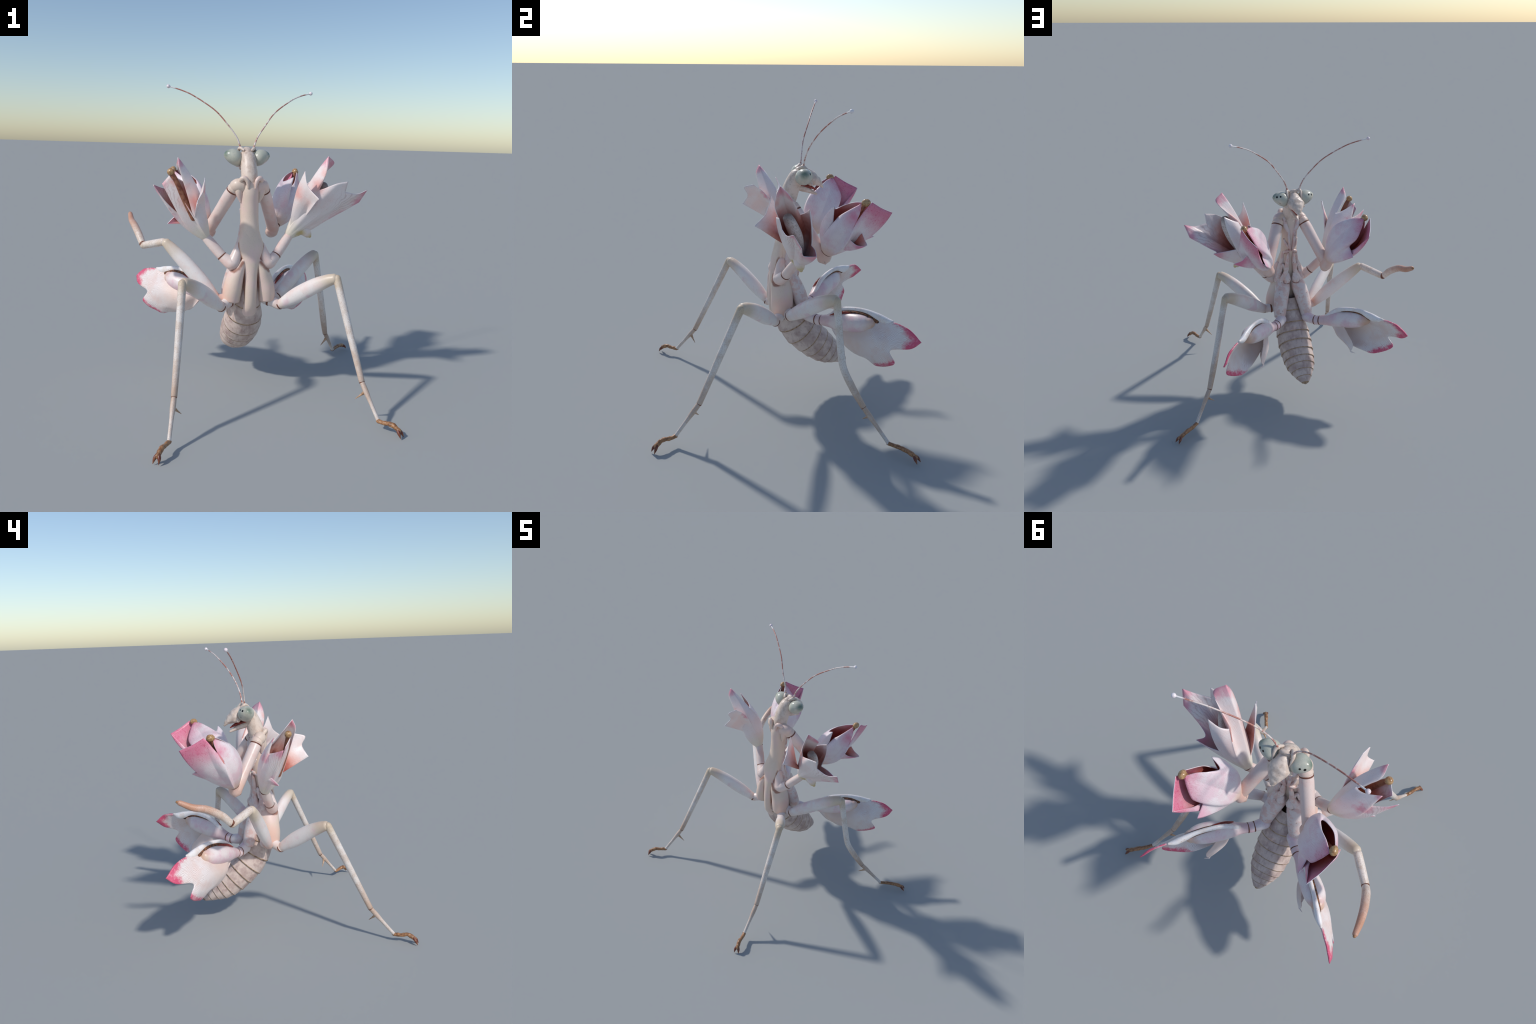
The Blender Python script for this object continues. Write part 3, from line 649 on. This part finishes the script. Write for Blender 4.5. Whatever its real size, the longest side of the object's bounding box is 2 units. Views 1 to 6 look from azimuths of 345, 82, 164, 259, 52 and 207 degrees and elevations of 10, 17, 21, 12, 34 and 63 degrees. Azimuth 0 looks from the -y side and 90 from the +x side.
def lower_flower_open():
    arm, bc = lower_arm(1)
    ax = V(.22, -.06, .33)
    fan = (V(.2, .1, 1.05), unit(V(.4, .9, .3)), unit(V(.75, -.2, .5)), V(.58, .05, 1.25), .22)
    M = flower_mats(bc, [(V(.641, .004, 1.356), .10), (V(.611, .056, 1.271), .08), (V(.461, .175, 1.173), .13), (V(.50, .10, 1.2), .05), (V(.346, -.026, 1.571), .09), (V(.403, .019, 1.527), .08)],
                    [(V(.27, .06, 1.24), .25)], [V(.29, .118, 1.03), V(.21, .09, 1.06)], fan, salmon=[(V(.29, -.03, 1.38), .08), (V(.33, -.04, 1.46), .06), (V(.165, .0, 1.34), .09), (V(.24, -.03, 1.3), .06), (V(.30, .09, 1.42), .05)])
    # order round the rim, starting at the upper front lobe; angle 0 faces +y
    K = [((.369, .145, 1.437), 20, .03, 1), ((.350, .160, 1.34), 38, .035, 0), ((.300, .176, 1.225), 55, .025, 0), ((.290, .178, 1.192), 62, .02, 1), ((.37, .185, 1.185), 78, .02, 0), ((.461, .175, 1.173), 92, .02, 1),
         ((.43, .125, 1.165), 106, .015, 0), ((.48, .09, 1.190), 118, .0, 0), ((.611, .056, 1.271), 138, -.012, 1), ((.641, .004, 1.356), 158, -.012, 1), ((.56, -.02, 1.332), 172, .0, 0), ((.47, -.032, 1.345), 184, .015, 1), ((.478, -.051, 1.413), 198, .02, 1),
         ((.40, -.055, 1.40), 216, .025, 0), ((.320, -.03, 1.365), 232, .02, 0), ((.294, -.021, 1.358), 240, .02, 1), ((.318, -.052, 1.44), 256, .012, 0), ((.335, -.048, 1.51), 272, .018, 0), ((.346, -.026, 1.571), 288, .024, 1), ((.403, .019, 1.527), 310, .034, 0),
         ((.355, .055, 1.47), 328, .036, 0), ((.268, .095, 1.40), 346, .042, 0), ((.256, .108, 1.378), 355, .042, 0), ((.30, .14, 1.40), 366, .035, 0)]
    cup('flower_sheath', bc, .031, ax, (0, 1, .2), [(V(*p), -th, bu, c) for p, th, bu, c in K], M, arm, nu=260)
    # two-pointed back petal
    sheet('petal', [[V(.145, .100, 1.08), V(.138, .056, 1.20), V(.151, .008, 1.35), V(.181, -.052, 1.476)],
                    [V(.155, .085, 1.09), V(.160, .027, 1.22), V(.175, -.033, 1.33), V(.186, -.075, 1.405)],
                    [V(.170, .075, 1.10), V(.190, .012, 1.22), V(.202, -.048, 1.30), V(.203, -.098, 1.362)],
                    [V(.185, .070, 1.11), V(.218, .02, 1.20), V(.225, -.05, 1.265), V(.237, -.158, 1.314)],
                    [V(.195, .075, 1.12), V(.222, .03, 1.175), V(.230, -.04, 1.225), V(.238, -.155, 1.308)]], M, arm, nu=50, nv=36, away=V(.35, .05, 1.3))
    # yellow swelling under the cup
    tube('swelling', [V(.20, .112, 1.10), V(.25, .115, 1.075), V(.283, .117, 1.045), V(.292, .118, 1.036)], [.034, .036, .024, .012], M[0], arm, n=20)
    tube('tibia', [V(.24, .12, 1.15), V(.298, .085, 1.25), V(.332, .045, 1.335), V(.338, .022, 1.38)], [.026, .038, .037, .030], material('tibia_shell', (226, 208, 200), (200, 176, 164), 20, layers=[
        dict(k='near', pts=[(V(.339, .015, 1.41), .02, .09)], jit=.03, js=40, col=(120, 98, 86), s=.8), dict(k='speck', scale=150, lo=.55, hi=.65, col=(120, 96, 84), s=.5)]), arm, n=30, caps=(1, .8))

def lower_flower_folded():
    arm, bc = lower_arm(-1)
    ax = V(-.20, -.09, .33)
    fan = (bc, unit(V(.2, .95, .1)), unit(V(-.6, 0, .8)), V(-.70, .08, 1.28), .15)
    M = flower_mats(bc, [(V(-.757, .063, 1.373), .11), (V(-.666, .077, 1.132), .09), (V(-.621, -.033, 1.543), .08), (V(-.664, .097, 1.443), .05), (V(-.60, .13, 1.30), .06)],
                    [(V(-.55, .05, 1.23), .23)], [], fan, salmon=[(V(-.55, .0, 1.27), .09), (V(-.59, -.02, 1.36), .06), (V(-.64, .0, 1.40), .05), (V(-.57, .10, 1.30), .06)])
    K = [((-.664, .097, 1.443), -20, .04, 1), ((-.640, .118, 1.37), -34, .045, 0), ((-.630, .124, 1.335), -42, .045, 1), ((-.70, .10, 1.352), -54, .045, 0), ((-.757, .063, 1.373), -68, .03, 1), ((-.680, .075, 1.27), -84, .03, 0), ((-.590, .098, 1.185), -100, .02, 1),
         ((-.650, .062, 1.285), -116, .02, 0), ((-.706, .038, 1.382), -134, .02, 1), ((-.668, -.004, 1.434), -158, .02, 1), ((-.632, -.004, 1.386), -166, .02, 0), ((-.598, .000, 1.318), -176, .02, 0), ((-.516, .020, 1.185), -190, .025, 1), ((-.560, -.018, 1.318), -206, .025, 0), ((-.596, -.042, 1.42), -224, .025, 0), ((-.618, -.054, 1.487), -244, .03, 0),
         ((-.621, -.033, 1.543), -268, .04, 1), ((-.618, .025, 1.475), -296, .05, 0), ((-.555, .060, 1.40), -318, .055, 0), ((-.518, .082, 1.374), -332, .05, 0), ((-.57, .105, 1.395), -350, .045, 0)]
    cup('flower_sheath', bc, .031, ax, (0, 1, .2), [(V(*p), -th, bu, c) for p, th, bu, c in K], M, arm, nu=240)
    MB = flower_mats(bc, [(V(-.44, .0, 1.37), .05)], [(V(-.51, .03, 1.17), .20)], [], None, (242, 218, 212))
    sheet('petal', [[V(-.43, .105, 1.09), V(-.437, .06, 1.24), V(-.450, -.005, 1.36), V(-.466, -.089, 1.428)],
                    [V(-.44, .10, 1.09), V(-.452, .045, 1.24), V(-.470, -.035, 1.35), V(-.480, -.154, 1.407)],
                    [V(-.455, .09, 1.09), V(-.478, .035, 1.22), V(-.492, -.04, 1.30), V(-.484, -.130, 1.350)],
                    [V(-.475, .08, 1.10), V(-.498, .02, 1.19), V(-.512, -.06, 1.24), V(-.519, -.152, 1.295)],
                    [V(-.485, .075, 1.11), V(-.504, .02, 1.17), V(-.515, -.06, 1.22), V(-.522, -.164, 1.279)]], MB, arm, nu=50, nv=36, away=V(-.65, .05, 1.3))
    # small low petal
    sheet('petal', [[V(-.50, .12, 1.13), V(-.578, .126, 1.178), V(-.62, .110, 1.170), V(-.666, .077, 1.134)],
                    [V(-.49, .13, 1.11), V(-.555, .142, 1.15), V(-.61, .118, 1.150), V(-.666, .077, 1.132)],
                    [V(-.49, .12, 1.10), V(-.53, .126, 1.118), V(-.59, .105, 1.125), V(-.666, .077, 1.130)]], M, arm, nu=24, nv=30, away=V(-.6, .1, 1.4))
    g = V(-.657, .006, 1.455)
    rod = tube('tibia', [V(-.51, .042, 1.17), V(-.578, .014, 1.30), V(-.632, .004, 1.41), g], [.020, .019, .017, .014], m_rod, arm, n=30)
    vs, fs = ball(g, .0235, 24, 16); o = make('golden_knob', vs, fs, [m_gold], rod); fix_normals(o)

lower_flower_open()
lower_flower_folded()
